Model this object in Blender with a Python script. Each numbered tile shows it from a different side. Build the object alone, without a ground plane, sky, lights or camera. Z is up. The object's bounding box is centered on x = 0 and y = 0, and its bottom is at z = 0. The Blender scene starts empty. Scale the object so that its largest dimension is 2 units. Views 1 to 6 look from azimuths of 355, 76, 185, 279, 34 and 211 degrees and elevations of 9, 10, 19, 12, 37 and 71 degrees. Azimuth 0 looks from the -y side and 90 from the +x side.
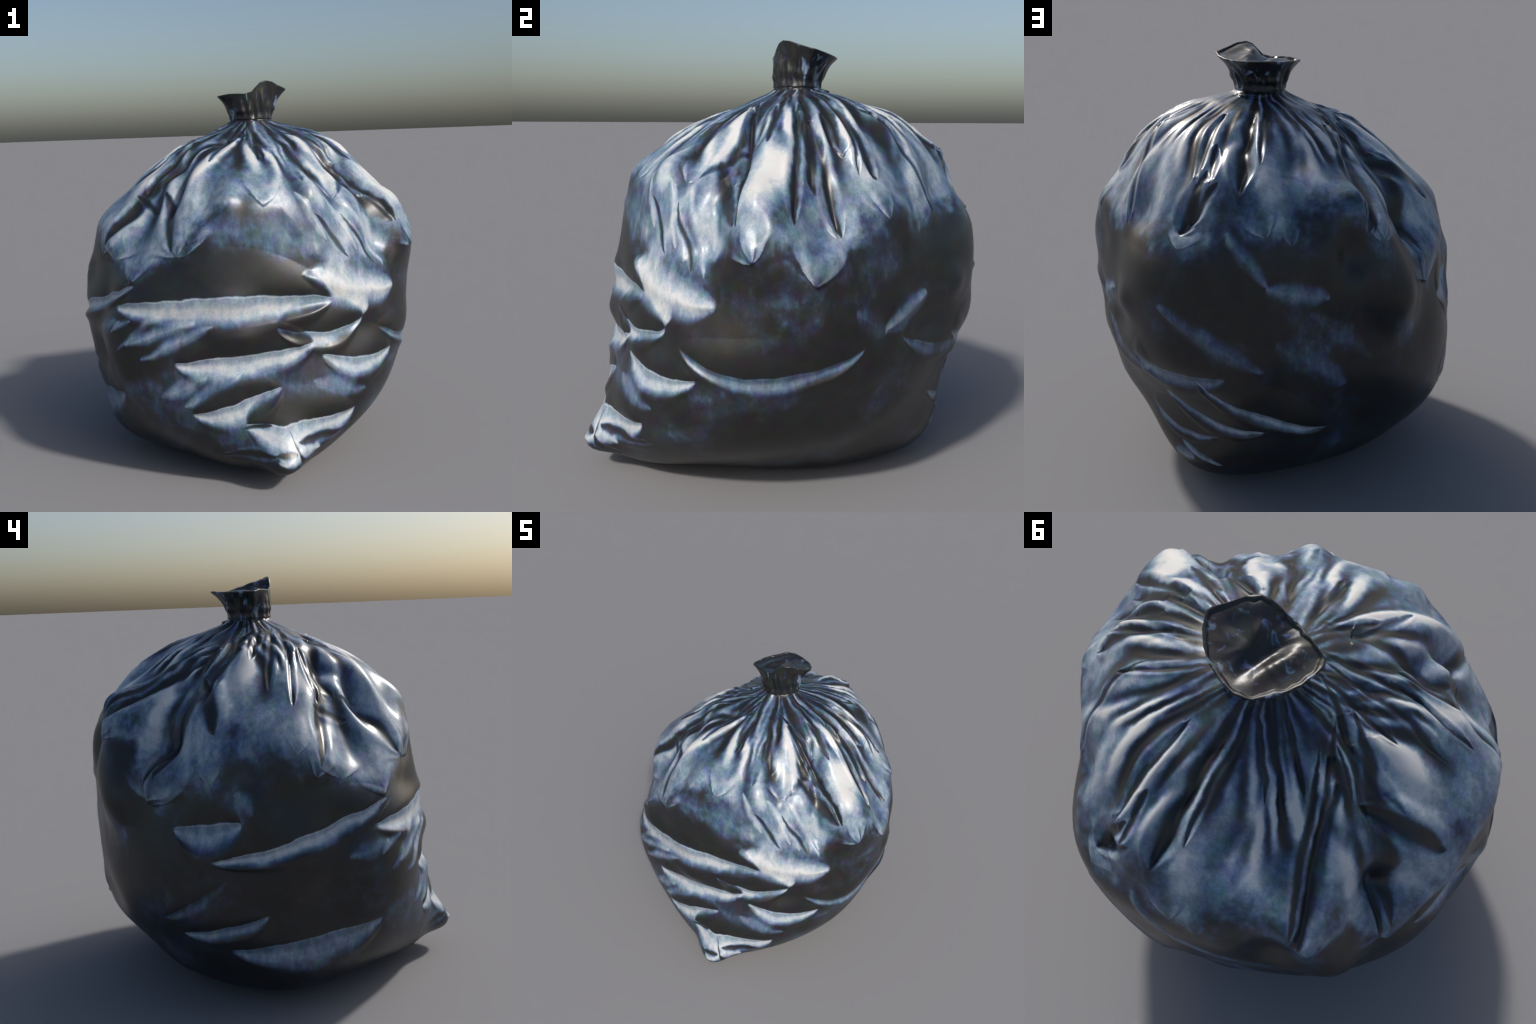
"""A full black plastic rubbish sack, gathered and tied at the top.

The sack is a star-shaped skin around a middle point: its broad form is lofted through
horizontal cross-sections, the plastic is then gathered into pleats, pressed into creases and
puffed into lobes.  The same crease frames drive the pale, baked-reflection film in the material.
Angles: azimuth counted from +x towards +y, elevation from the middle point, in degrees.
"""
import bpy, math
import numpy as np
from mathutils import Matrix, Vector

MIDDLE = np.array([0.045, 0.08, 0.80])

# ------------------------------------------------------------------ broad form
# cross-sections of the stuffed bag: (elevation, control radii every 15 degrees of azimuth)
SECTIONS = [
    (-100.0, 0.766),
    (-90.0, 0.786),
    (-80.0, 0.810),
    (-70.0, [.85, .85, .86, .86, .86, .85, .85, .85, .85, .85, .85, .85, .85, .85, .85, .85, .85, .85, .85, .86, .86, .86, .85, .85]),
    (-60.0, [.83, .84, .85, .87, .90, .91, .92, .92, .92, .92, .92, .92, .92, .92, .92, .92, .92, .92, .91, .91, .89, .87, .85, .83]),
    (-50.0, [.81, .81, .82, .87, .95, .98, .96, .93, .92, .93, .96, .98, 1.01, 1.02, 1.00, .99, .99, 1.00, 1.01, .99, .92, .88, .85, .83]),
    (-40.0, [.83, .81, .80, .83, .90, .93, .93, .92, .89, .89, .94, .99, 1.06, 1.11, 1.08, 1.04, 1.06, 1.15, 1.22, 1.11, .99, .93, .89, .85]),
    (-30.0, [.83, .82, .80, .78, .79, .82, .88, .91, .92, .91, .96, 1.02, 1.04, 1.04, 1.06, 1.06, 1.07, 1.10, 1.06, 1.06, 1.03, .96, .91, .86]),
    (-20.0, [.77, .77, .77, .77, .79, .81, .83, .84, .88, .92, .96, 1.03, 1.02, .96, 1.00, 1.07, 1.04, .97, .92, .96, .97, .93, .90, .83]),
    (-10.0, [.78, .78, .78, .81, .82, .83, .83, .81, .85, .93, .93, .97, 1.00, .98, 1.06, 1.08, .98, .88, .86, .86, .87, .89, .91, .84]),
    (0.0, [.82, .81, .80, .81, .82, .83, .86, .84, .84, .87, .90, .95, .96, .95, 1.02, 1.04, .97, .89, .84, .83, .85, .87, .89, .87]),
    (10.0, [.84, .77, .74, .78, .86, .88, .88, .85, .84, .81, .86, .91, .90, .91, .90, .97, .98, .89, .84, .81, .82, .83, .87, .90]),
    (20.0, [.90, .85, .79, .81, .89, .92, .89, .88, .92, .92, .88, .90, .95, 1.01, .96, .93, .94, .89, .85, .83, .82, .87, .98, .98]),
    (30.0, [.90, .92, .85, .83, .89, .97, .96, .95, 1.01, 1.02, .93, .95, .97, 1.02, .98, .91, .95, .97, .89, .87, .85, .91, 1.02, .99]),
    (40.0, [.88, .89, .89, .89, .89, .91, .96, .96, .97, .98, .97, .96, .91, .95, .98, .97, 1.01, .98, .91, .94, .90, .92, .94, .92]),
    (50.0, [.93, .92, .93, .93, .93, .95, .99, .99, .95, .92, .89, .87, .85, .94, 1.02, 1.02, 1.00, .97, .95, .94, .90, .90, .93, .95]),
    (60.0, [.96, .95, .96, .96, .98, 1.00, 1.01, .98, .95, .92, .89, .89, .91, .94, .97, .97, .95, .93, .93, .92, .92, .93, .96, .97]),
    (70.0, [.99, .99, .98, .97, .96, .96, .96, .96, .96, .95, .94, .94, .95, .95, .95, .95, .94, .94, .94, .94, .95, .96, .97, .98]),
    (80.0, [.98, .99, 1.00, 1.00, .99, .98, .97, .97, .98, .98, .97, .96, .96, .96, .96, .97, .98, .97, .96, .96, .96, .97, .97, .98]),
    (90.0, 1.020),
    (100.0, 1.069),
]
CORNER_TIP = np.array([0.040, -1.032, -0.669])     # pulled-out bottom corner, from the middle
CORNER_PULL = 0.130

# lower edge of the gathered hood, coloured pale for the sky it reflects: (azimuth, elevation)
HEM = [(-173, 26), (-165, 24), (-159, 24), (-154, 20), (-144, 16), (-134, 12), (-125, 16), (-120, 21),
       (-114, 27), (-109, 31), (-101, 35), (-91, 35), (-84, 33), (-78, 26), (-70, 18), (-60, 12),
       (-48, 12), (-40, 14), (-35, 20), (-26, 17), (-22, 20), (-18, 21), (-10, 13), (-4, 16),
       (2, 23), (7, 29), (14, 30), (22, 30), (45, 29), (65, 27), (74, 28), (82, 31), (89, 37),
       (94, 34), (99, 32), (104, 30), (110, 32), (117, 35), (125, 36), (132, 28), (139, 31),
       (144, 26), (155, 13), (163, 15), (168, 17), (176, 19)]

# broad hollows between the hanging folds and swells where the filling pushes out:
# (azimuth, elevation, half-widths in degrees, height in cm)
SWELLS = [
    # hollows
    (-8, 28, 9, 9, -5.5), (-11, 26, 7, 6, -2.5), (-39, 27, 8, 8, -5.5), (-42, 23, 8, 6, -5), (-37, 45, 5, 8, -4), (-26, 26, 4, 5, -3),
    (-35, 57, 5, 5, -4), (-47, 57, 5, 6, -3), (-43, 33, 4, 6, -2.5), (-4, 40, 5, 8, -2.5), (-56, 46, 3, 6, -3),
    (27, 43, 10, 10, -2.5), (18, 24, 8, 6, -3), (34, 29, 10, 9, -2), (34, -2, 17, 7, -6.5), (14, 1, 6, 6, -2.5),
    (50, 38, 8, 7, -5.5), (74, 34, 8, 6, -4.5), (87, 60, 9, 5, -4.5), (93, 51, 4, 5, -3), (110, 56, 8, 8, -6), (124, 27, 6, 7, -7),
    (153, 38, 13, 10, -6.5), (156, 31, 11, 7, -9), (-141, 37, 8, 12, -6), (-150, 51, 8, 8, -4), (-136, 54, 7, 7, -8),
    (-148, 35, 6, 6, -3), (-128, 42, 5, 8, -9), (-140, 24, 6, 6, -2.5), (-110, 42, 8, 9, -3), (-114, 36, 4, 8, -3.5), (127, -20, 9, 8, -2),
    (-149, 5, 5, 7, -2), (-151, -11, 8, 9, -7), (-120, 13, 9, 5, -3), (-121, 0, 9, 5, -3), (-58, -5, 8, 5, -2.5),
    # swells
    (137, 14, 13, 11, 6), (141, 11, 8, 8, 5), (-166, 3, 9, 8, 3.5), (-172, 12, 6, 6, 5), (172, 18, 8, 7, 2), (2, -15, 11, 7, 4), (-3, 3, 8, 6, 2),
    (-178, 51, 7, 8, 4), (172, 46, 5, 10, 4.5), (-93, 36, 8, 7, 2), (-104, 39, 4, 7, 3), (142, 63, 12, 6, 2), (-71, 42, 7, 8, 4),
    (-28, 52, 5, 7, 2.5), (-27, 36, 4, 6, 2), (11, 53, 5, 7, 2.5), (31, 58, 6, 8, 3), (72, -2, 10, 8, 2.5), (91, -11, 10, 10, 3.5),
    (112, -16, 12, 12, 1.5), (127, 40, 6, 6, 4.5), (80, 45, 9, 6, 4), (48, 10, 6, 5, 2.5), (-103, 8, 8, 4, 2.5), (-100, -4, 7, 4, 2.5), (-112, 28, 6, 7, 2.5),
]

# gathers under the knot: (number of pleats, phase, slant, weight); broad drapes, then puckers that crowd at the tie
DRAPES = [(11, 1.2, -.8, 0.30), (17, 0.4, 1.2, 0.36), (23, 2.1, -1.6, 0.34)]
PUCKERS = [(27, 4.4, 2.2, 0.36), (37, 5.3, 3.0, 0.34), (50, 0.9, -2.6, 0.26)]

# folds: azimuth and elevation of both ends, bow of the middle (cm), width above and below the
# line (cm), depth (cm), strength of the film
CREASE = [
    (-142, 5, -66, 7, 2.6, 17.1, 14.1, 4.5, 1),
    (-89, -1, -55, -1, -4.5, 12.0, 7.2, 2.2, 1),
    (-120, -10, -75, -7, 0.0, 12.1, 10.3, 3.5, 1),
    (-74, -11, -42, -13, -2.0, 11.5, 8.2, 2.2, 0.95),
    (-115, -24, -87, -19, 0.8, 8.6, 8.6, 2.5, 1),
    (-100, -26, -62, -27, 1.2, 9.4, 11.5, 3.5, 1),
    (-50, -5, 7, -4, -9.4, 11.7, 6.7, 2.5, 0.55),
    (22, -4, 62, -9, -4.2, 13.7, 6.2, 1.5, 0.4),
    (77, -9, 119, -24, -1.4, 10.2, 4.8, 3, 0.85),
    (64, -18, 100, -25, -3.0, 10.5, 5.4, 2.5, 0.8),
    (50, -30, 84, -31, -2.0, 10.5, 3.4, 1.5, 0.7),
    (50, -7, 89, -6, -2.4, 13.3, 8.4, 2, 0.55),
    (175, -2, -132, 12, -1.7, 12.7, 7.0, 4.5, 1),
    (164, 6, -175, 9, 0.6, 9.9, 13.4, 2.5, 0.75),
    (167, -21, -169, -17, -0.9, 9.0, 6.6, 2, 0.7),
    (-180, -27, -137, -19, 0.9, 11.8, 13.3, 2.5, 0.65),
    (161, -18, -180, -7, 0.0, 5.7, 4.3, 1, 0.3),
]
RIDGE = [
    (-134, -5, -113, 2, 0.0, 4.4, 4.4, 1, 0.65),
    (-129, -9, -108, 1, 0.0, 3.8, 3.8, 1, 0.6),
    (-124, -19, -110, -14, 0.0, 4.8, 4.7, 0.6, 0.45),
    (-117, -22, -100, -14, 0.0, 4.4, 4.4, 0.8, 0.6),
    (-140, -2, -132, 2, 0.0, 2.6, 2.5, 0.5, 0.6),
    (-77, -18, -58, -23, 0.0, 4.8, 4.8, 0, 0.4),
    (-90, -32, -81, -31, 0.0, 2.8, 2.6, 0.8, 1),
    (-84, -31, -76, -34, 1.1, 3.2, 2.6, 0.6, 0.9),
    (-79, 16, -36, 7, -4.6, 11.7, 6.8, 1.5, 1),
    (-75, 17, -53, 0, 0.0, 11.9, 10.5, 0.5, 0.9),
    (1, 6, 15, -2, 0.0, 6.1, 3.9, 0.5, 0.35),
    (14, -1, 34, 9, 0.0, 6.7, 4.2, 1, 0.55),
    (67, -37, 84, -42, 0.0, 2.1, 2.7, 0.8, 0.75),
    (62, -42, 73, -41, 0.0, 4.5, 4.5, 0.5, 0.7),
    (87, 33, 99, 20, 0.0, 4.2, 3.7, 0.6, 0.5),
    (98, 20, 117, 16, 0.0, 5.5, 5.6, 0.6, 0.5),
    (66, 13, 99, -5, 0.0, 6.1, 3.6, 1, 0.42),
    (101, 5, 123, -10, 0.0, 8.5, 7.5, 0.3, 0.33),
    (111, 13, 131, -4, 0.0, 5.5, 5.5, 0.2, 0.22),
    (-177, 17, -172, 11, 0.0, 5.1, 5.1, 0.2, 0.35),
    (-148, -2, -136, 1, 0.0, 4.3, 4.4, 0.4, 0.4),
    (-137, -7, -119, 8, 0.0, 2.5, 4.0, 0.6, 0.5),
    (-139, -18, -59, -16, 0.0, 23.9, 20.3, 0, 0.28),
    (-113, 28, -70, 24, 3.2, 13.2, 15.7, 0, 0.36),
    (-78, 42, -67, 26, 0.0, 2.7, 2.6, 0.6, 0.75),
    (-65, 41, -54, 21, 0.0, 2.5, 2.5, 0.5, 0.7),
    (-55, 40, -41, 14, 0.0, 2.7, 2.6, 0.5, 0.65),
    (-55, 32, -50, 18, 0.0, 3.4, 3.4, 0.4, 0.6),
    (-43, 34, -41, 22, 0.0, 3.0, 3.2, 0.4, 0.55),
]
VALLEY = [
    (-79, -31, -61, -33, 0.0, 3.0, 3.6, 0.6, 0.9),
    (-98, -27, -91, -27, 0.0, 1.7, 1.7, 0.5, 0.9),
    (-89, -31, -85, -31, 0.0, 1.4, 1.3, 0.5, 0.9),
    (-83, -33, -79, -38, 0.0, 2.6, 3.2, 0.6, 0.9),
    (-103, -34, -90, -31, 0.0, 2.7, 3.2, 0.6, 0.9),
    (-68, 32, -59, 20, 0.0, 2.3, 2.3, 0.4, 0.7),
    (-55, 30, -46, 16, 0.0, 2.2, 2.2, 0.4, 0.7),
    (-127, 64, -152, 23, 0.0, 6.0, 6.0, 1.6, 1),
    (-156, 69, -138, 43, 0.0, 4.7, 5.7, 0.7, 0.8),
    (-131, 38, -122, 22, 1.6, 5.2, 4.9, 1.3, 0.85),
    (-95, 80, -88, 56, 0.0, 3.4, 3.3, 1, 0.9),
    (-113, 78, -116, 52, 0.0, 3.6, 3.8, 1, 0.8),
    (-68, 68, -65, 50, 0.0, 4.0, 3.9, 0.8, 0.8),
    (-45, 77, -44, 42, 0.0, 6.0, 5.9, 1.1, 0.9),
    (-44, 44, -33, 28, 0.0, 6.0, 6.0, 0.7, 0.75),
    (-46, 66, -32, 27, 1.3, 2.7, 2.9, 3, 1),
    (-15, 60, -16, 28, 0.0, 2.9, 2.9, 2.5, 1),
    (-7, 55, -3, 25, 0.0, 3.7, 3.7, 2.5, 0.95),
    (9, 63, 13, 41, 0.0, 4.1, 3.5, 2, 0.95),
    (-2, 61, 0, 51, 0.0, 2.3, 2.3, 1, 0.85),
    (31, 59, 42, 31, 0.0, 2.4, 2.3, 1, 0.7),
    (78, 54, 80, 44, 0.0, 2.5, 3.25, 1.5, 0.9),
    (81, 43, 74, 35, 0.0, 3.4, 4.42, 2.5, 1),
    (-29, 65, -27, 52, 0.0, 3.0, 3.4, 0.8, 0.8),
    (-71, 59, -73, 45, 0.0, 3.2, 3.6, 0.8, 0.5),
    (-40, 52, -53, 42, 0.0, 3.7, 4.0, 0.3, 0.5),
    (173, 69, 152, 16, 1.8, 4.2, 4.4, 3, 1),
    (148, 57, 129, 31, 0.0, 6.0, 6.0, 3, 0.95),
    (173, 64, 172, 48, 0.0, 2.2, 2.3, 1, 0.7),
    (-150, 59, -158, 39, 0.0, 1.6, 1.6, 1, 0.8),
    (-143, 58, -147, 41, 0.0, 2.5, 2.3, 1.5, 0.85),
    (-147, 41, -153, 21, 0.0, 4.2, 3.9, 1, 0.95),
    (-146, 39, -135, 36, 0.0, 3.5, 3.1, 0.4, 0.8),
    (-152, 72, -165, 45, 0.0, 2.1, 2.0, 1, 0.7),
    (90, 73, 90, 42, 0.0, 4.9, 5.1, 3.5, 1),
    (70, 66, 74, 45, 0.0, 2.7, 2.9, 2, 0.95),
    (76, 45, 72, 32, 0.0, 5.0, 5.4, 2.4, 0.95),
    (100, 75, 97, 51, 0.0, 2.0, 1.9, 1.5, 0.8),
    (154, 65, 130, 30, 0.0, 3.3, 3.1, 1.5, 0.85),
    (174, 61, 156, 19, 0.0, 5.2, 4.8, 1.5, 1),
    (167, 50, 176, 32, 0.0, 6.0, 6.0, 2, 1),
    (144, 63, 128, 34, 0.0, 2.9, 2.9, 1.2, 1),
    (-158, 78, -172, 59, 0.0, 1.9, 1.8, 1.5, 0.9),
    (-133, 77, -152, 55, 0.0, 2.3, 2.3, 1.8, 0.95),
    (-105, 77, -115, 61, 0.0, 2.2, 2.2, 1, 0.8),
    (-92, 75, -91, 55, 0.0, 2.1, 2.0, 1, 0.85),
    (5, 74, 7, 42, 1.6, 2.0, 2.1, 1.2, 0.8),
    (31, 77, 29, 58, 0.7, 1.6, 1.6, 1, 0.8),
    (-11, 69, -10, 37, 0.0, 4.4, 4.3, 2, 0.9),
    (117, 77, 123, 63, 0.0, 1.4, 1.4, 1, 0.8),
    (144, 75, 140, 63, 0.0, 1.6, 1.5, 1, 0.8),
    (165, 67, 160, 57, 0.0, 1.6, 1.6, 1, 0.8),
]
LOBE = [
    (-25, 39, -26, 18, 0.0, 7.7, 8.3, 1.2, 0.9),
    (-7, 36, -10, 13, 0.0, 11.9, 10.9, 2, 1),
    (12, 50, 14, 30, 0.0, 7.1, 6.4, 1, 0.85),
    (5, 61, 3, 49, 0.0, 4.9, 4.7, 0.8, 0.7),
    (-59, 56, -58, 41, 0.0, 9.0, 9.6, 0.6, 0.85),
    (-40, 52, -37, 40, 0.0, 5.3, 6.0, 0.8, 0.8),
    (-90, 58, -91, 37, 0.0, 10.0, 9.9, 0.6, 0.9),
    (-56, 58, -58, 40, 0.0, 9.0, 9.0, 0.5, 0.8),
    (-105, 40, -117, 25, 0.0, 8.9, 9.6, 0.4, 0.35),
    (-120, 34, -120, 21, 0.0, 5.1, 5.5, 0.6, 0.7),
    (-135, 29, -135, 12, 0.0, 12.3, 11.0, 1, 0.9),
    (-148, 32, -155, 19, 0.0, 7.9, 9.2, 1, 0.85),
    (-36, 30, -26, 18, 0.0, 8.3, 6.4, 0.8, 0.9),
    (157, 33, 157, 12, 0.0, 20.4, 14.8, 1.5, 0.8),
    (134, 40, 132, 28, 0.0, 6.1, 4.7, 0.8, 0.7),
    (75, 39, 73, 28, 0.0, 8.0, 9.5, 1.2, 0.95),
    (94, 42, 99, 32, 0.0, 6.6, 5.2, 1, 0.8),
    (105, 39, 106, 30, 0.0, 3.9, 3.9, 0.4, 0.5),
    (166, 29, 154, 13, 0.0, 9.4, 9.0, 1.5, 0.7),
    (175, 30, 175, 19, 0.0, 6.1, 6.4, 0.8, 0.55),
    (139, 39, 133, 28, 0.0, 7.8, 10.7, 0.8, 0.7),
    (-146, 29, -147, 18, 0.0, 13.5, 10.4, 1, 0.85),
    (-122, 32, -117, 21, 0.0, 17.9, 10.1, 0.8, 0.8),
    (-157, 36, -160, 25, 0.0, 5.4, 5.2, 0.5, 0.5),
]

# rim of the open mouth above the knot
RIM = [(.255, .105, 1.957), (.235, .155, 1.945), (.20, .20, 1.936), (.16, .233, 1.931), (.10, .262, 1.930),
       (.035, .279, 1.932), (-.02, .264, 1.932), (-.056, .224, 1.928), (-.078, .20, 1.926), (-.114, .14, 1.925),
       (-.137, .05, 1.925), (-.126, .025, 1.926), (-.081, .006, 1.933), (-.035, -.012, 1.933), (.006, -.027, 1.930),
       (.05, -.03, 1.940), (.075, -.028, 1.965), (.101, -.022, 1.990), (.132, -.012, 2.000), (.167, .012, 1.995),
       (.21, .055, 1.975), (.245, .085, 1.962)]


def bspline(t):
    return ((1 - t) ** 3 / 6, (3 * t ** 3 - 6 * t ** 2 + 4) / 6, (-3 * t ** 3 + 3 * t ** 2 + 3 * t + 1) / 6, t ** 3 / 6)


def smooth(a, b, x):
    t = np.clip((x - a) / (b - a), 0, 1)
    return t * t * (3 - 2 * t)


GRID = np.array([np.broadcast_to(np.array(r, float), 24) for _, r in SECTIONS])


def unit(az, el):
    return np.stack([np.cos(el) * np.cos(az), np.cos(el) * np.sin(az), np.sin(el)], -1)


def corner(az, el):
    a0, e0 = math.atan2(CORNER_TIP[1], CORNER_TIP[0]), math.asin(CORNER_TIP[2] / np.linalg.norm(CORNER_TIP))
    da = (az - a0 + math.pi) % math.tau - math.pi
    return np.exp(-((da * math.cos(e0) / math.radians(6.5)) ** 2 + ((el - e0) / math.radians(5)) ** 2))


def radius(az, el):
    """Radius of the broad form."""
    az, el = np.asarray(az, float), np.asarray(el, float)
    x = (az % math.tau) / math.tau * 24
    i = np.floor(x).astype(int)
    y = np.clip((el / math.pi + .5) * 18, 0, 18 - 1e-9)
    j = np.floor(y).astype(int)
    bx, by = bspline(x - i), bspline(y - j)
    r = 0
    for a in range(4):
        for e in range(4):
            r = r + GRID[j + e, (i - 1 + a) % 24] * bx[a] * by[e]
    return r + CORNER_PULL * corner(az, el)


def on_form(az, el):
    az, el = math.radians(az), math.radians(el)
    return unit(az, el) * radius(az, el)


class Fold:
    """Local frame of one fold: u along it, v up across it, w outward; u, v in half-lengths."""

    def __init__(self, kind, azimuth_a, elevation_a, azimuth_b, elevation_b, bow, above, below, depth, film):
        a, b = on_form(azimuth_a, elevation_a), on_form(azimuth_b, elevation_b)
        d = a / np.linalg.norm(a) + b / np.linalg.norm(b)
        d /= np.linalg.norm(d)
        m = d * radius(math.atan2(d[1], d[0]), math.asin(d[2]))
        self.kind, self.half = kind, np.linalg.norm(b - a) / 2
        self.x = (b - a) / (2 * self.half)
        z = d - self.x * (d @ self.x)
        self.z = z / np.linalg.norm(z)
        self.y = np.cross(self.z, self.x)
        self.origin = (a + b) / 2 + self.z * ((m - (a + b) / 2) @ self.z) * .5
        self.above, self.below, self.bow, self.depth, self.film = above / 100, below / 100, bow / 100, depth / 100, film
        self.reach = 0.6

    def local(self, p):
        q = p - self.origin
        u, v, w = q @ self.x / self.half, q @ self.y, q @ self.z / self.reach
        if self.kind in ("valley", "lobe"):                       # these run on towards the knot
            u = np.where(u < 0, u * .6, u)
        lens = 1 - u * u - w * w
        v = v - self.bow * lens
        t = np.where(v > 0, v / self.above, v / self.below)
        lens = np.maximum(lens, 0)
        return u, lens, t / np.maximum(lens, .06) ** (.95 if self.kind == "lobe" else .7)

    def relief(self, p):
        u, lens, t = self.local(p)
        s = np.abs(t)
        end = smooth(0, .45, lens)
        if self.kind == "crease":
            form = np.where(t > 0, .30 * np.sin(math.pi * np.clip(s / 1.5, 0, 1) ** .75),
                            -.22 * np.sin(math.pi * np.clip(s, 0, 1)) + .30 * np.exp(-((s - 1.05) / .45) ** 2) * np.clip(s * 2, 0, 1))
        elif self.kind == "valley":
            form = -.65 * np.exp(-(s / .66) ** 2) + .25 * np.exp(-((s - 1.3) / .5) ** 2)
        elif self.kind == "ridge":
            form = np.exp(-(s / .6) ** 2)
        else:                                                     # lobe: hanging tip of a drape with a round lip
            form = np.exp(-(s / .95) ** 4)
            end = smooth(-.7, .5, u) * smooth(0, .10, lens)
        return self.depth * end * form * (.7 if self.kind == "lobe" else 1)


FOLDS = ([Fold("lobe", *r) for r in LOBE] + [Fold("crease", *r) for r in CREASE]
         + [Fold("ridge", *r) for r in RIDGE] + [Fold("valley", *r) for r in VALLEY])

HEM_AZ = np.radians([h[0] for h in HEM])
HEM_EL = np.radians([h[1] for h in HEM])


def hem(az):
    return np.interp(az, HEM_AZ, HEM_EL, period=math.tau)


def waves(table, az, el):
    az = az + .055 * np.sin(5 * az + 1 + 6 * el) + .035 * np.sin(9 * az - 7 * el)      # uneven spacing, slight sway
    return sum(w * np.sin(n * az + ph + k * el * 3) for n, ph, k, w in table)


# ------------------------------------------------------------------ skin
NA, NE = 1080, 600
E_TOP = math.radians(75.5)
az = (np.arange(NA) / NA) * math.tau - math.pi
el = np.radians(-90) + (E_TOP + math.radians(90)) * (np.arange(NE) / (NE - 1))
el[0] += 1e-4
AZ, EL = np.meshgrid(az, el)
R = radius(AZ, EL)
base = unit(AZ, EL) * R[..., None]
flat = base.reshape(-1, 3)
move = np.zeros(len(flat))
for f in FOLDS:
    near = np.where(((flat - f.origin) ** 2).sum(1) < (f.half + max(f.above, f.below) * 1.6) ** 2 + .02)[0]
    move[near] += f.relief(flat[near])
move = move.reshape(AZ.shape)
for a0, e0, wa, we, cm in SWELLS:
    da = (AZ - math.radians(a0) + math.pi) % math.tau - math.pi
    move += cm / 100 * np.exp(-(da / math.radians(wa)) ** 2 - ((EL - math.radians(e0)) / math.radians(we)) ** 2)

rise = EL - hem(AZ)
puff = .012 * smooth(math.radians(-2), math.radians(5), rise) * (1 - smooth(math.radians(8), math.radians(40), rise)) - .004 + .012 * np.exp(-((EL - math.radians(62)) / math.radians(8)) ** 2)
crowd = smooth(math.radians(44), math.radians(62), EL)
pleat = (waves(DRAPES, AZ, EL) * .015 * (1 - .45 * crowd) * smooth(math.radians(2), math.radians(25), rise)
         + waves(PUCKERS, AZ, EL) * .0075 * crowd) * np.clip(np.cos(EL) / .5, 0, 1)

rng = np.random.default_rng(7)
crumple = np.zeros_like(AZ)
for k in range(26):                                               # soft dents all over the skin
    d = rng.normal(size=3)
    d *= rng.uniform(3.5, 11) / np.linalg.norm(d)
    crumple += np.sin(base @ d + rng.uniform(0, math.tau)) * .0016
keep = 1 - smooth(math.radians(70), E_TOP, EL)
CHANGE = (move + puff + pleat + crumple) * (keep * .9 + .1)
R = R + CHANGE
skin = unit(AZ, EL) * R[..., None] + MIDDLE
low = .012                                                        # rests on the ground
z = skin[..., 2]
skin[..., 2] = np.where(z < low, np.maximum(low * np.exp((z - low) / low * .7) - .0022, 0), z)

# neck: rings from the top of the skin up to the knot, the flared mouth and down inside it
neck_centre = np.array([.048, .083])
rim = np.array(RIM)
rim_az = np.arctan2(rim[:, 1] - neck_centre[1], rim[:, 0] - neck_centre[0])
order = np.argsort(rim_az)
rim_at = np.stack([np.interp(az, rim_az[order], rim[order, k], period=math.tau) for k in range(3)], -1)
ker = np.hanning(21); ker /= ker.sum()
rim_at = np.stack([np.convolve(np.concatenate([rim_at[-10:, k], rim_at[:, k], rim_at[:10, k]]), ker, "valid") for k in range(3)], -1)


def ellipse(rx, ry, zz):
    return np.stack([neck_centre[0] + rx * np.cos(az), neck_centre[1] + ry * np.sin(az), np.full(NA, zz)], -1)


def flutes(t):                                                     # pleats of the neck, slightly twisted
    return np.sin(6 * az + .6 + 1.5 * t) * .5 + np.sin(11 * az + 2.0 - 2 * t) * .5 + np.sin(19 * az + 1.0 + 3 * t) * .35


flute = flutes(0)
bunch = np.exp(-((az - 1.35) / .55) ** 2)                         # fold of plastic lying against the tie
rings, start = [], skin[-1]
slope = (skin[-1] - skin[-6])
slope /= np.linalg.norm(slope, axis=1, keepdims=True)
tie = ellipse(.116, .110, 1.797)
for t in np.linspace(0, 1, 41)[1:]:                              # shoulder into the tie
    h00, h10, h01, h11 = 2*t**3-3*t**2+1, t**3-2*t**2+t, -2*t**3+3*t**2, t**3-t**2
    ring = h00 * start + h10 * slope * .13 + h01 * tie + h11 * np.array([0, 0, .075])
    swell = (.012 * flute * math.sin(math.pi * t) + .030 * bunch * math.exp(-((t - .80) / .12) ** 2))
    out2 = ring[:, :2] - neck_centre
    ring[:, :2] += out2 / np.linalg.norm(out2, axis=1, keepdims=True) * swell[:, None]
    rings.append(ring)
for t in np.linspace(0, 1, 70)[1:]:                              # neck and flare
    flare = t ** 2.3
    zz = 1.797 + (rim_at[:, 2] - 1.797) * t
    rx, ry = .116 + .012 * t, .110 + .004 * t
    ring = ellipse(rx, ry, 0)
    ring[:, :2] += (ring[:, :2] - neck_centre) * (flutes(t) * .085 * math.sin(math.pi * min(t * 1.15, 1)) ** .7 - .02 * math.exp(-((t - .2) / .12) ** 2) + .03 * math.exp(-((t - .0) / .12) ** 2)
                                                     + .03 * math.exp(-((t - .34) / .12) ** 2) * (1 + np.sin(3 * az + 2)))[:, None]
    ring[:, :2] = ring[:, :2] * (1 - flare) + rim_at[:, :2] * flare
    ring[:, 2] = zz
    rings.append(ring)
n_outside = len(rings)
lip = rings[-1]
out = lip[:, :2] - neck_centre
out /= np.linalg.norm(out, axis=1, keepdims=True)
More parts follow.
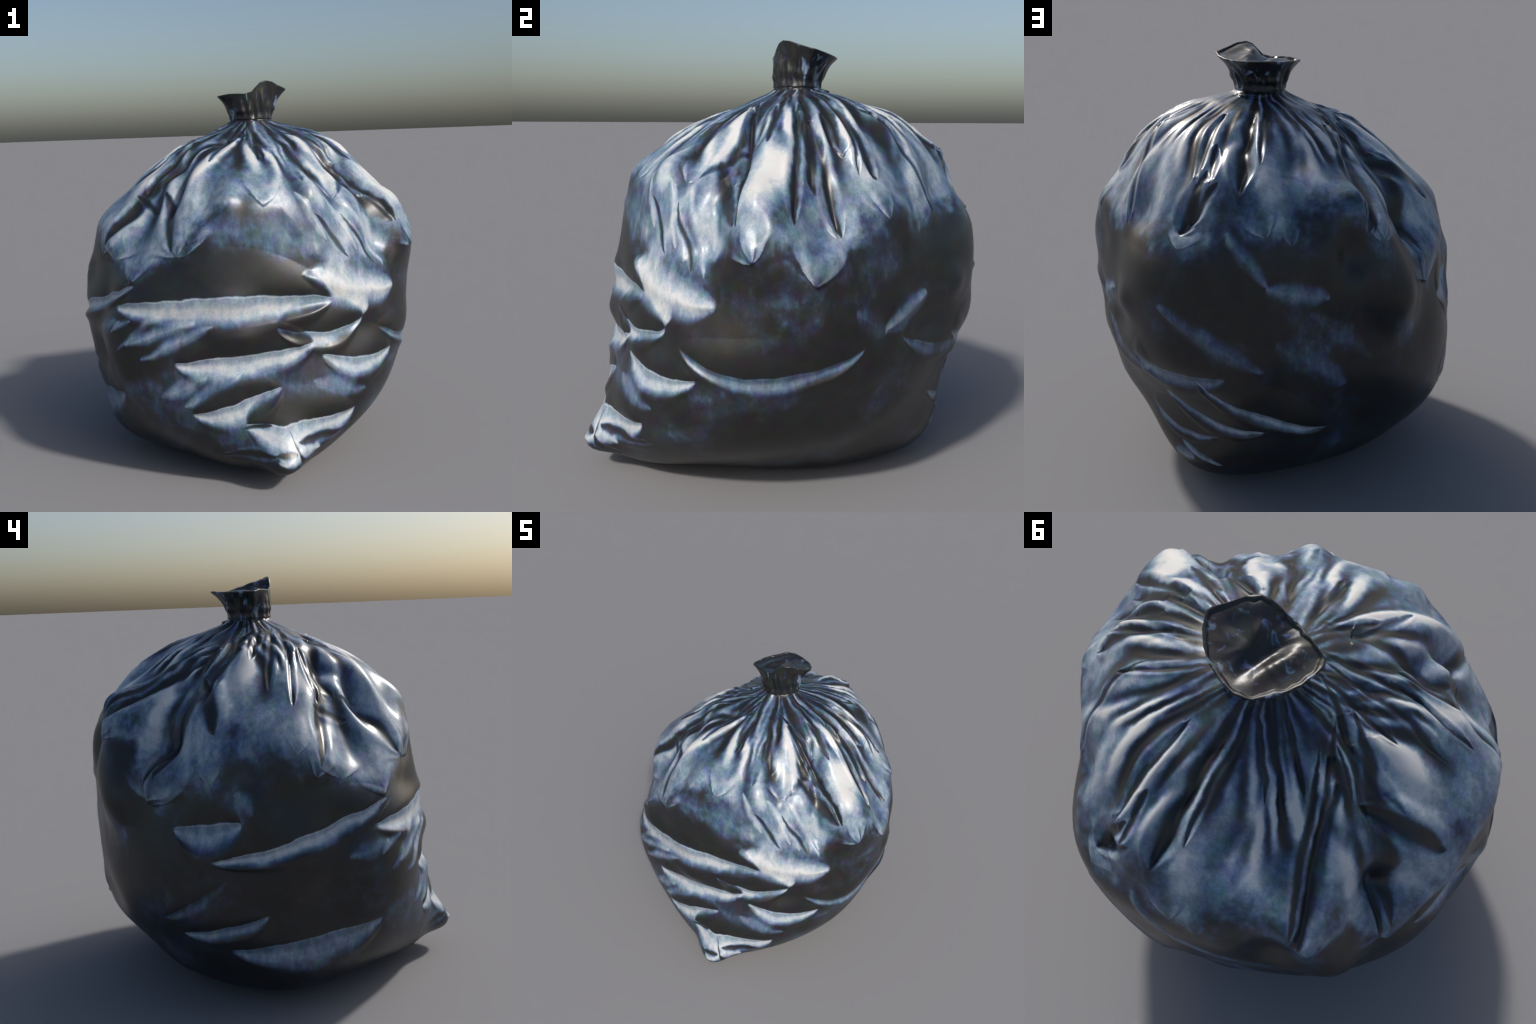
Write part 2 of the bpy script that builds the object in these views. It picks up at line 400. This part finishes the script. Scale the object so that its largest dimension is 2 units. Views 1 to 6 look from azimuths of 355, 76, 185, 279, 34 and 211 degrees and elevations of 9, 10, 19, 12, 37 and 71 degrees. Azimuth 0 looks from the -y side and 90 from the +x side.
for a in np.linspace(0, math.pi, 9)[1:]:                         # rolled lip
    ring = lip.copy()
    ring[:, :2] += out * (.004 * math.sin(a) - .008 * (1 - math.cos(a))) * (1 + .4 * flute[:, None])
    ring[:, 2] += .008 * math.sin(a)
    rings.append(ring)
inner = rings[-1]
well = np.array([.070, .125, 1.950])
for t in np.linspace(0, 1, 50)[1:]:                              # inside of the mouth, pinched to a slit
    ring = inner * (1 - t) + well * t
    sag = t * t * (3 - 2 * t)
    cross = (ring[:, 0] + .02) * .94 - (ring[:, 1] + .01) * .33          # one fold runs in from the notch of the rim
    fold = (-.026 * np.exp(-(cross / .030) ** 2) + .014 * np.exp(-((cross - .055) / .03) ** 2) + .008 * np.exp(-((cross + .06) / .03) ** 2)
            + .004 * np.sin(46 * ring[:, 0] - 38 * ring[:, 1]))
    ring[:, 2] = inner[:, 2] * (1 - sag) + well[2] * sag + fold * math.sin(math.pi * min(t * 1.3, 1) / 2) ** 2
    if t == 1:
        ring[:, :2] = well[:2] + .0015 * np.stack([np.cos(az), np.sin(az)], -1)
    rings.append(ring)

allrings = np.concatenate([skin, np.array(rings)], 0)
NR = len(allrings)
top = allrings[..., 2].max()
allrings[..., 2] -= allrings[..., 2].min()
allrings[..., 2] *= 2.0 / allrings[..., 2].max()
verts = allrings.reshape(-1, 3)
print("extent", verts.min(0), verts.max(0), "parts", NE, n_outside, NR)

# vertex normals of the whole skin
du = np.roll(allrings, -1, 1) - np.roll(allrings, 1, 1)
dv = np.gradient(allrings, axis=0)
nor = np.cross(du, dv)
nor /= np.maximum(np.linalg.norm(nor, axis=-1, keepdims=True), 1e-12)
nor[:3] = (0, 0, -1)
nor = nor.reshape(-1, 3)


def part(name, mask, parent, material):
    """One region of the skin (mask over quads) as an object of its own, sharing the whole skin's normals."""
    jj, ii = np.nonzero(mask)
    quads = np.stack([jj * NA + ii, jj * NA + (ii + 1) % NA, (jj + 1) * NA + (ii + 1) % NA, (jj + 1) * NA + ii], -1)
    used, inv = np.unique(quads, return_inverse=True)
    quads = inv.reshape(-1, 4)
    me = bpy.data.meshes.new(name)
    me.vertices.add(len(used))
    me.vertices.foreach_set("co", verts[used].astype(np.float32).ravel())
    me.loops.add(quads.size)
    me.loops.foreach_set("vertex_index", quads.astype(np.int32).ravel())
    me.polygons.add(len(quads))
    me.polygons.foreach_set("loop_start", np.arange(len(quads), dtype=np.int32) * 4)
    me.update(calc_edges=True)
    me.polygons.foreach_set("use_smooth", np.ones(len(quads), bool))
    me.normals_split_custom_set_from_vertices(nor[used].tolist())
    me.materials.append(material)
    ob = bpy.data.objects.new(name, me)
    bpy.context.scene.collection.objects.link(ob)
    ob.parent = parent
    return ob


# ------------------------------------------------------------------ material
def ramp_set(node, stops):
    cr = node.color_ramp
    while len(cr.elements) > 1:
        cr.elements.remove(cr.elements[-1])
    cr.elements[0].position, cr.elements[0].color = stops[0][0], stops[0][1]
    for pos, col in stops[1:]:
        e = cr.elements.new(pos)
        e.color = col


class Tree:
    def __init__(self, tree):
        self.t = tree

    def new(self, kind, **props):
        n = self.t.nodes.new(kind)
        for k, v in props.items():
            setattr(n, k, v)
        return n

    def put(self, socket, value):
        if isinstance(value, bpy.types.NodeSocket):
            self.t.links.new(value, socket)
        else:
            socket.default_value = value

    def math(self, op, *args, clamp=False):
        n = self.new("ShaderNodeMath", operation=op, use_clamp=clamp)
        for s, a in zip(n.inputs, args):
            self.put(s, a)
        return n.outputs[0]

    def vec(self, op, *args, out=0):
        n = self.new("ShaderNodeVectorMath", operation=op)
        for s, a in zip(n.inputs, args):
            self.put(s, a)
        return n.outputs[out]

    def step(self, x, a, b, lo=0.0, hi=1.0):
        n = self.new("ShaderNodeMapRange", interpolation_type="SMOOTHSTEP")
        for s, v in zip(n.inputs, (x, a, b, lo, hi)):
            self.put(s, v)
        return n.outputs[0]

    def noise(self, vector, scale, detail=2.0, rough=.5, distortion=0.0, out=0):
        n = self.new("ShaderNodeTexNoise")
        self.put(n.inputs["Vector"], vector)
        for k, v in (("Scale", scale), ("Detail", detail), ("Roughness", rough), ("Distortion", distortion)):
            n.inputs[k].default_value = v
        return n.outputs[out]

    def ramp(self, fac, stops):
        n = self.new("ShaderNodeValToRGB")
        ramp_set(n, stops)
        self.put(n.inputs[0], fac)
        return n


def grey(v, a):
    return (v, v, v, a)


# film value and cover across a fold (pale and dark bands), from below (0) over the line (0.5) to above (1)
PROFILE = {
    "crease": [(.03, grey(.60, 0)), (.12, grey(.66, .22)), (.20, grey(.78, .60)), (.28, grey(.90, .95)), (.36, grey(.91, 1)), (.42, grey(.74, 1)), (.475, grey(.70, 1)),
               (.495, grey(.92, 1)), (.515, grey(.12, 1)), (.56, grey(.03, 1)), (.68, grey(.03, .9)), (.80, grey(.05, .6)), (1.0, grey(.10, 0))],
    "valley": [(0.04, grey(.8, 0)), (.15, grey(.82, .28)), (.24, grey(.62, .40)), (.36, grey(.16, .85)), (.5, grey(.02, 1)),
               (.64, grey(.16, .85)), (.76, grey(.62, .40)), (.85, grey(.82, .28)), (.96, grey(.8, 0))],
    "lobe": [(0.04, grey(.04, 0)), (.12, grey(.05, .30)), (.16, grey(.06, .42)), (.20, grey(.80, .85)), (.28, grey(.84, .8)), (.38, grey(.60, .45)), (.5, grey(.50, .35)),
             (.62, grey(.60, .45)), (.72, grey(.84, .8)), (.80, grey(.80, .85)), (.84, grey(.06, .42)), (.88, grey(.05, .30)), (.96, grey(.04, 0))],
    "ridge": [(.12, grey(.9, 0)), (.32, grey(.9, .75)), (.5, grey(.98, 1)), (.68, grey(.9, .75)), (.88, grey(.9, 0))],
}
GROUPS = {}


def fold_group(kind):
    """Node group: lays the film of one fold, given its local frame coordinates, over the film so far."""
    if kind in GROUPS:
        return GROUPS[kind]
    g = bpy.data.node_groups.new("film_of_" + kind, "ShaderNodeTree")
    g.interface.new_socket("Local", in_out="INPUT", socket_type="NodeSocketVector")
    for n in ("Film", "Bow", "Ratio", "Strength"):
        g.interface.new_socket(n, in_out="INPUT", socket_type="NodeSocketFloat")
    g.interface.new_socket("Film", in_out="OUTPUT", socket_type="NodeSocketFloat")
    T = Tree(g)
    i, o = T.new("NodeGroupInput"), T.new("NodeGroupOutput")
    sep = T.new("ShaderNodeSeparateXYZ")
    T.put(sep.inputs[0], i.outputs["Local"])
    u, v, w = sep.outputs
    if kind in ("valley", "lobe"):
        u = T.math("MULTIPLY_ADD", T.math("MINIMUM", u, 0.0), .6, T.math("MAXIMUM", u, 0.0))
    lens = T.math("SUBTRACT", T.math("SUBTRACT", 1.0, T.math("MULTIPLY", u, u)), T.math("MULTIPLY", w, w))
    v = T.math("SUBTRACT", v, T.math("MULTIPLY", i.outputs["Bow"], lens))
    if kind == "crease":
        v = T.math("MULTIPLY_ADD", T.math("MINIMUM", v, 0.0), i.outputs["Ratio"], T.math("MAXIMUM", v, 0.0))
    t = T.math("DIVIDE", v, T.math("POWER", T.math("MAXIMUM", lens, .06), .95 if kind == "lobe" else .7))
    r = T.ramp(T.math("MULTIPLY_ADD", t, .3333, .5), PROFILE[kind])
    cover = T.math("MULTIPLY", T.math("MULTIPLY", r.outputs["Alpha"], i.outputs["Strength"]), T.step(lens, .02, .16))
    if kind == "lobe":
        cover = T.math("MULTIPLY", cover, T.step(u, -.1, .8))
    m = T.new("ShaderNodeMix", data_type="FLOAT")
    T.put(m.inputs[0], cover)
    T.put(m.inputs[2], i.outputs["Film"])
    T.put(m.inputs[3], r.outputs["Color"])
    T.put(o.inputs[0], m.outputs[0])
    GROUPS[kind] = g
    return g


PAINTED_LIGHT_COLOURS = [(0.0, (.012, .0125, .012, 1)), (.16, (.015, .016, .018, 1)), (.30, (.026, .034, .052, 1)), (.45, (.056, .094, .155, 1)),  # from black plastic up to blue-white baked reflection
                (.62, (.145, .20, .275, 1)), (.80, (.31, .37, .435, 1)), (1.0, (.56, .56, .555, 1))]


def finish(T, film, p, bsdf):
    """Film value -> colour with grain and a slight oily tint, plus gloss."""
    fibre = T.vec("MULTIPLY", p, (1.0, 1.0, .45))
    sheen_mottle = T.math("SUBTRACT", T.noise(fibre, 30, 5, .62), .50)
    film = T.math("MULTIPLY_ADD", sheen_mottle, T.step(film, .04, .5, .06, .50), film)
    grain = T.noise(fibre, 230, 3, .75)
    film = T.math("ADD", film, T.math("MULTIPLY", T.math("SUBTRACT", grain, .5), T.step(film, .05, .8, .05, .40)))
    col = T.ramp(film, PAINTED_LIGHT_COLOURS).outputs["Color"]
    tint = T.noise(p, 16, 2, .6, out=1)
    tint = T.vec("ADD", T.vec("MULTIPLY", T.vec("SUBTRACT", tint, (.5, .5, .5)), T.step(film, .2, .9, 1.5, .15)), (1, 1, 1))
    col = T.vec("MULTIPLY", col, tint)
    T.put(bsdf.inputs["Base Color"], col)
    T.put(bsdf.inputs["Roughness"], T.math("MULTIPLY_ADD", T.noise(p, 9, 2), .12, .29))
    bsdf.inputs["Specular IOR Level"].default_value = .5
    bump = T.new("ShaderNodeBump")
    bump.inputs["Strength"].default_value = .12
    bump.inputs["Distance"].default_value = .004
    T.put(bump.inputs["Height"], T.noise(p, 130, 3, .6))
    T.put(bsdf.inputs["Normal"], bump.outputs[0])


def sack_plastic():
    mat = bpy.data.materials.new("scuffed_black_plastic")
    mat.use_nodes = True
    T = Tree(mat.node_tree)
    bsdf = mat.node_tree.nodes["Principled BSDF"]
    p0 = T.new("ShaderNodeTexCoord").outputs["Object"]
    p = T.vec("SUBTRACT", p0, tuple(MIDDLE))
    # ragged lookups: fine grain plus slow drift
    rag = T.vec("SUBTRACT", T.noise(T.vec("MULTIPLY", p0, (1.0, 1.0, .5)), 75, 4, .75, out=1), (.5, .5, .5))
    drift = T.vec("SUBTRACT", T.noise(p0, 7, 2, .5, out=1), (.5, .5, .5))
    q = T.vec("ADD", p, T.vec("ADD", T.vec("MULTIPLY", rag, (.008,) * 3), T.vec("MULTIPLY", drift, (.042,) * 3)))
    sep = T.new("ShaderNodeSeparateXYZ")
    T.put(sep.inputs[0], q)
    x, y, zz = sep.outputs
    a = T.math("ARCTAN2", y, x)
    e = T.math("ARCSINE", T.math("DIVIDE", zz, T.vec("LENGTH", q, out=1)))
    # scalloped lower edge of the hood's painted sky sheen
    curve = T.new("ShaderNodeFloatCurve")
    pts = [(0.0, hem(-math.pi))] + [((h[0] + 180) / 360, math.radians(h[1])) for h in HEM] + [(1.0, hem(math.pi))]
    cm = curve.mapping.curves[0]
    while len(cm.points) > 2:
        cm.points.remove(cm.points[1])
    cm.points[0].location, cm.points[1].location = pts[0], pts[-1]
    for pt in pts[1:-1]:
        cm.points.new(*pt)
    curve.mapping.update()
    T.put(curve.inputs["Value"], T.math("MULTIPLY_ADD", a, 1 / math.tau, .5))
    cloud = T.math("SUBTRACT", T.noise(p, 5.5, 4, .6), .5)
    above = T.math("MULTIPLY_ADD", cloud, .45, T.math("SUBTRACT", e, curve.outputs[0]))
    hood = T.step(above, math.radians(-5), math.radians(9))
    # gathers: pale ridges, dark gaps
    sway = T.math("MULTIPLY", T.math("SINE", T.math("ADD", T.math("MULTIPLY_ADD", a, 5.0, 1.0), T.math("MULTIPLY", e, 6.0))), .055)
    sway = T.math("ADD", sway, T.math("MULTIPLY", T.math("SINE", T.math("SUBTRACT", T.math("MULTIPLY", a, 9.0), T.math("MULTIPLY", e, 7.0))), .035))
    aw = T.math("ADD", a, sway)

    def waves_node(table):
        g = None
        for n, ph, k, w in table:
            s = T.math("MULTIPLY", T.math("SINE", T.math("ADD", T.math("MULTIPLY_ADD", aw, float(n), ph), T.math("MULTIPLY", e, k * 3.0))), w)
            g = s if g is None else T.math("ADD", g, s)
        return g
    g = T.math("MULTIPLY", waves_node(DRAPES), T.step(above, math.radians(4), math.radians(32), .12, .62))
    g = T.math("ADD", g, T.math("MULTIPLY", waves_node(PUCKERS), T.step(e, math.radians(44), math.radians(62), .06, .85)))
    hood_painted_sheen = T.math("ADD", T.math("ADD", T.math("MULTIPLY_ADD", cloud, .60, .62), g), 0.0)
    hood_painted_sheen = T.math("MULTIPLY", hood_painted_sheen, T.step(e, math.radians(60), math.radians(75), 1.0, .45))
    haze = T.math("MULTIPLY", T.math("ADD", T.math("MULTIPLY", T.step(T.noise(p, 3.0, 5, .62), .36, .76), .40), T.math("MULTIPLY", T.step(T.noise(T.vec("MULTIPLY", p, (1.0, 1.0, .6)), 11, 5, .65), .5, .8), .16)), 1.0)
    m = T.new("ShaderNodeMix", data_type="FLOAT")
    T.put(m.inputs[0], hood); T.put(m.inputs[2], haze); T.put(m.inputs[3], hood_painted_sheen)
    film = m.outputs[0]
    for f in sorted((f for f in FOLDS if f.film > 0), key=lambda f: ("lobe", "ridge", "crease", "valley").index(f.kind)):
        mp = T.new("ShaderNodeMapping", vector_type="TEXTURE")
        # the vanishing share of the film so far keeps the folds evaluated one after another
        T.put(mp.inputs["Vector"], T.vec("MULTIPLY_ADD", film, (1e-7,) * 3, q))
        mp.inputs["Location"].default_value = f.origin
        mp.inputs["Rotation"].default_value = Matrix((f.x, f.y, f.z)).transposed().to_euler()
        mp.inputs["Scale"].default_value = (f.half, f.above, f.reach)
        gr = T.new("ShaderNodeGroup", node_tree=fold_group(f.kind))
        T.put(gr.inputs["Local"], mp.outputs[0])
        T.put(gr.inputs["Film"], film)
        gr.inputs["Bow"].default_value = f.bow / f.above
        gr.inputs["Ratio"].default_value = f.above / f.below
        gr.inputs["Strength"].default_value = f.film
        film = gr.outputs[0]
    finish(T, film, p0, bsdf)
    return mat


def neck_plastic(name, level):
    mat = bpy.data.materials.new(name)
    mat.use_nodes = True
    T = Tree(mat.node_tree)
    bsdf = mat.node_tree.nodes["Principled BSDF"]
    p0 = T.new("ShaderNodeTexCoord").outputs["Object"]
    st = T.vec("MULTIPLY", p0, (1.0, 1.0, .3))
    streak = T.step(T.noise(st, 24, 3, .6, .6), .50, .68, 0.0, level)
    finish(T, T.math("ADD", streak, .06), p0, bsdf)
    return mat


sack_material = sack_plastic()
neck_material = neck_plastic("knotted_black_plastic", .62)
mouth_material = neck_plastic("inner_black_plastic", .40)

root = bpy.data.objects.new("garbage_bag", None)
bpy.context.scene.collection.objects.link(root)
root["label"] = "full shiny black plastic garbage bag tied shut at the top"
root["category"] = "garbage bag"

row = np.arange(NR - 1)[:, None]
mid_az = np.broadcast_to(az[None, :], (NR - 1, NA))
mid_el = np.broadcast_to(np.concatenate([el, np.full(NR - NE, 1.5)])[:-1, None], (NR - 1, NA))
is_corner = (corner(mid_az, mid_el) > .30) & (row < NE - 1)
n_tie = NE - 1 + 34
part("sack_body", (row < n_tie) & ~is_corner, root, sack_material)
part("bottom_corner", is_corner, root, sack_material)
part("gathered_neck", np.broadcast_to((row >= n_tie) & (row < NE - 1 + n_outside + 4), (NR - 1, NA)), root, neck_material)
part("bag_mouth", np.broadcast_to(row >= NE - 1 + n_outside + 4, (NR - 1, NA)), root, mouth_material)
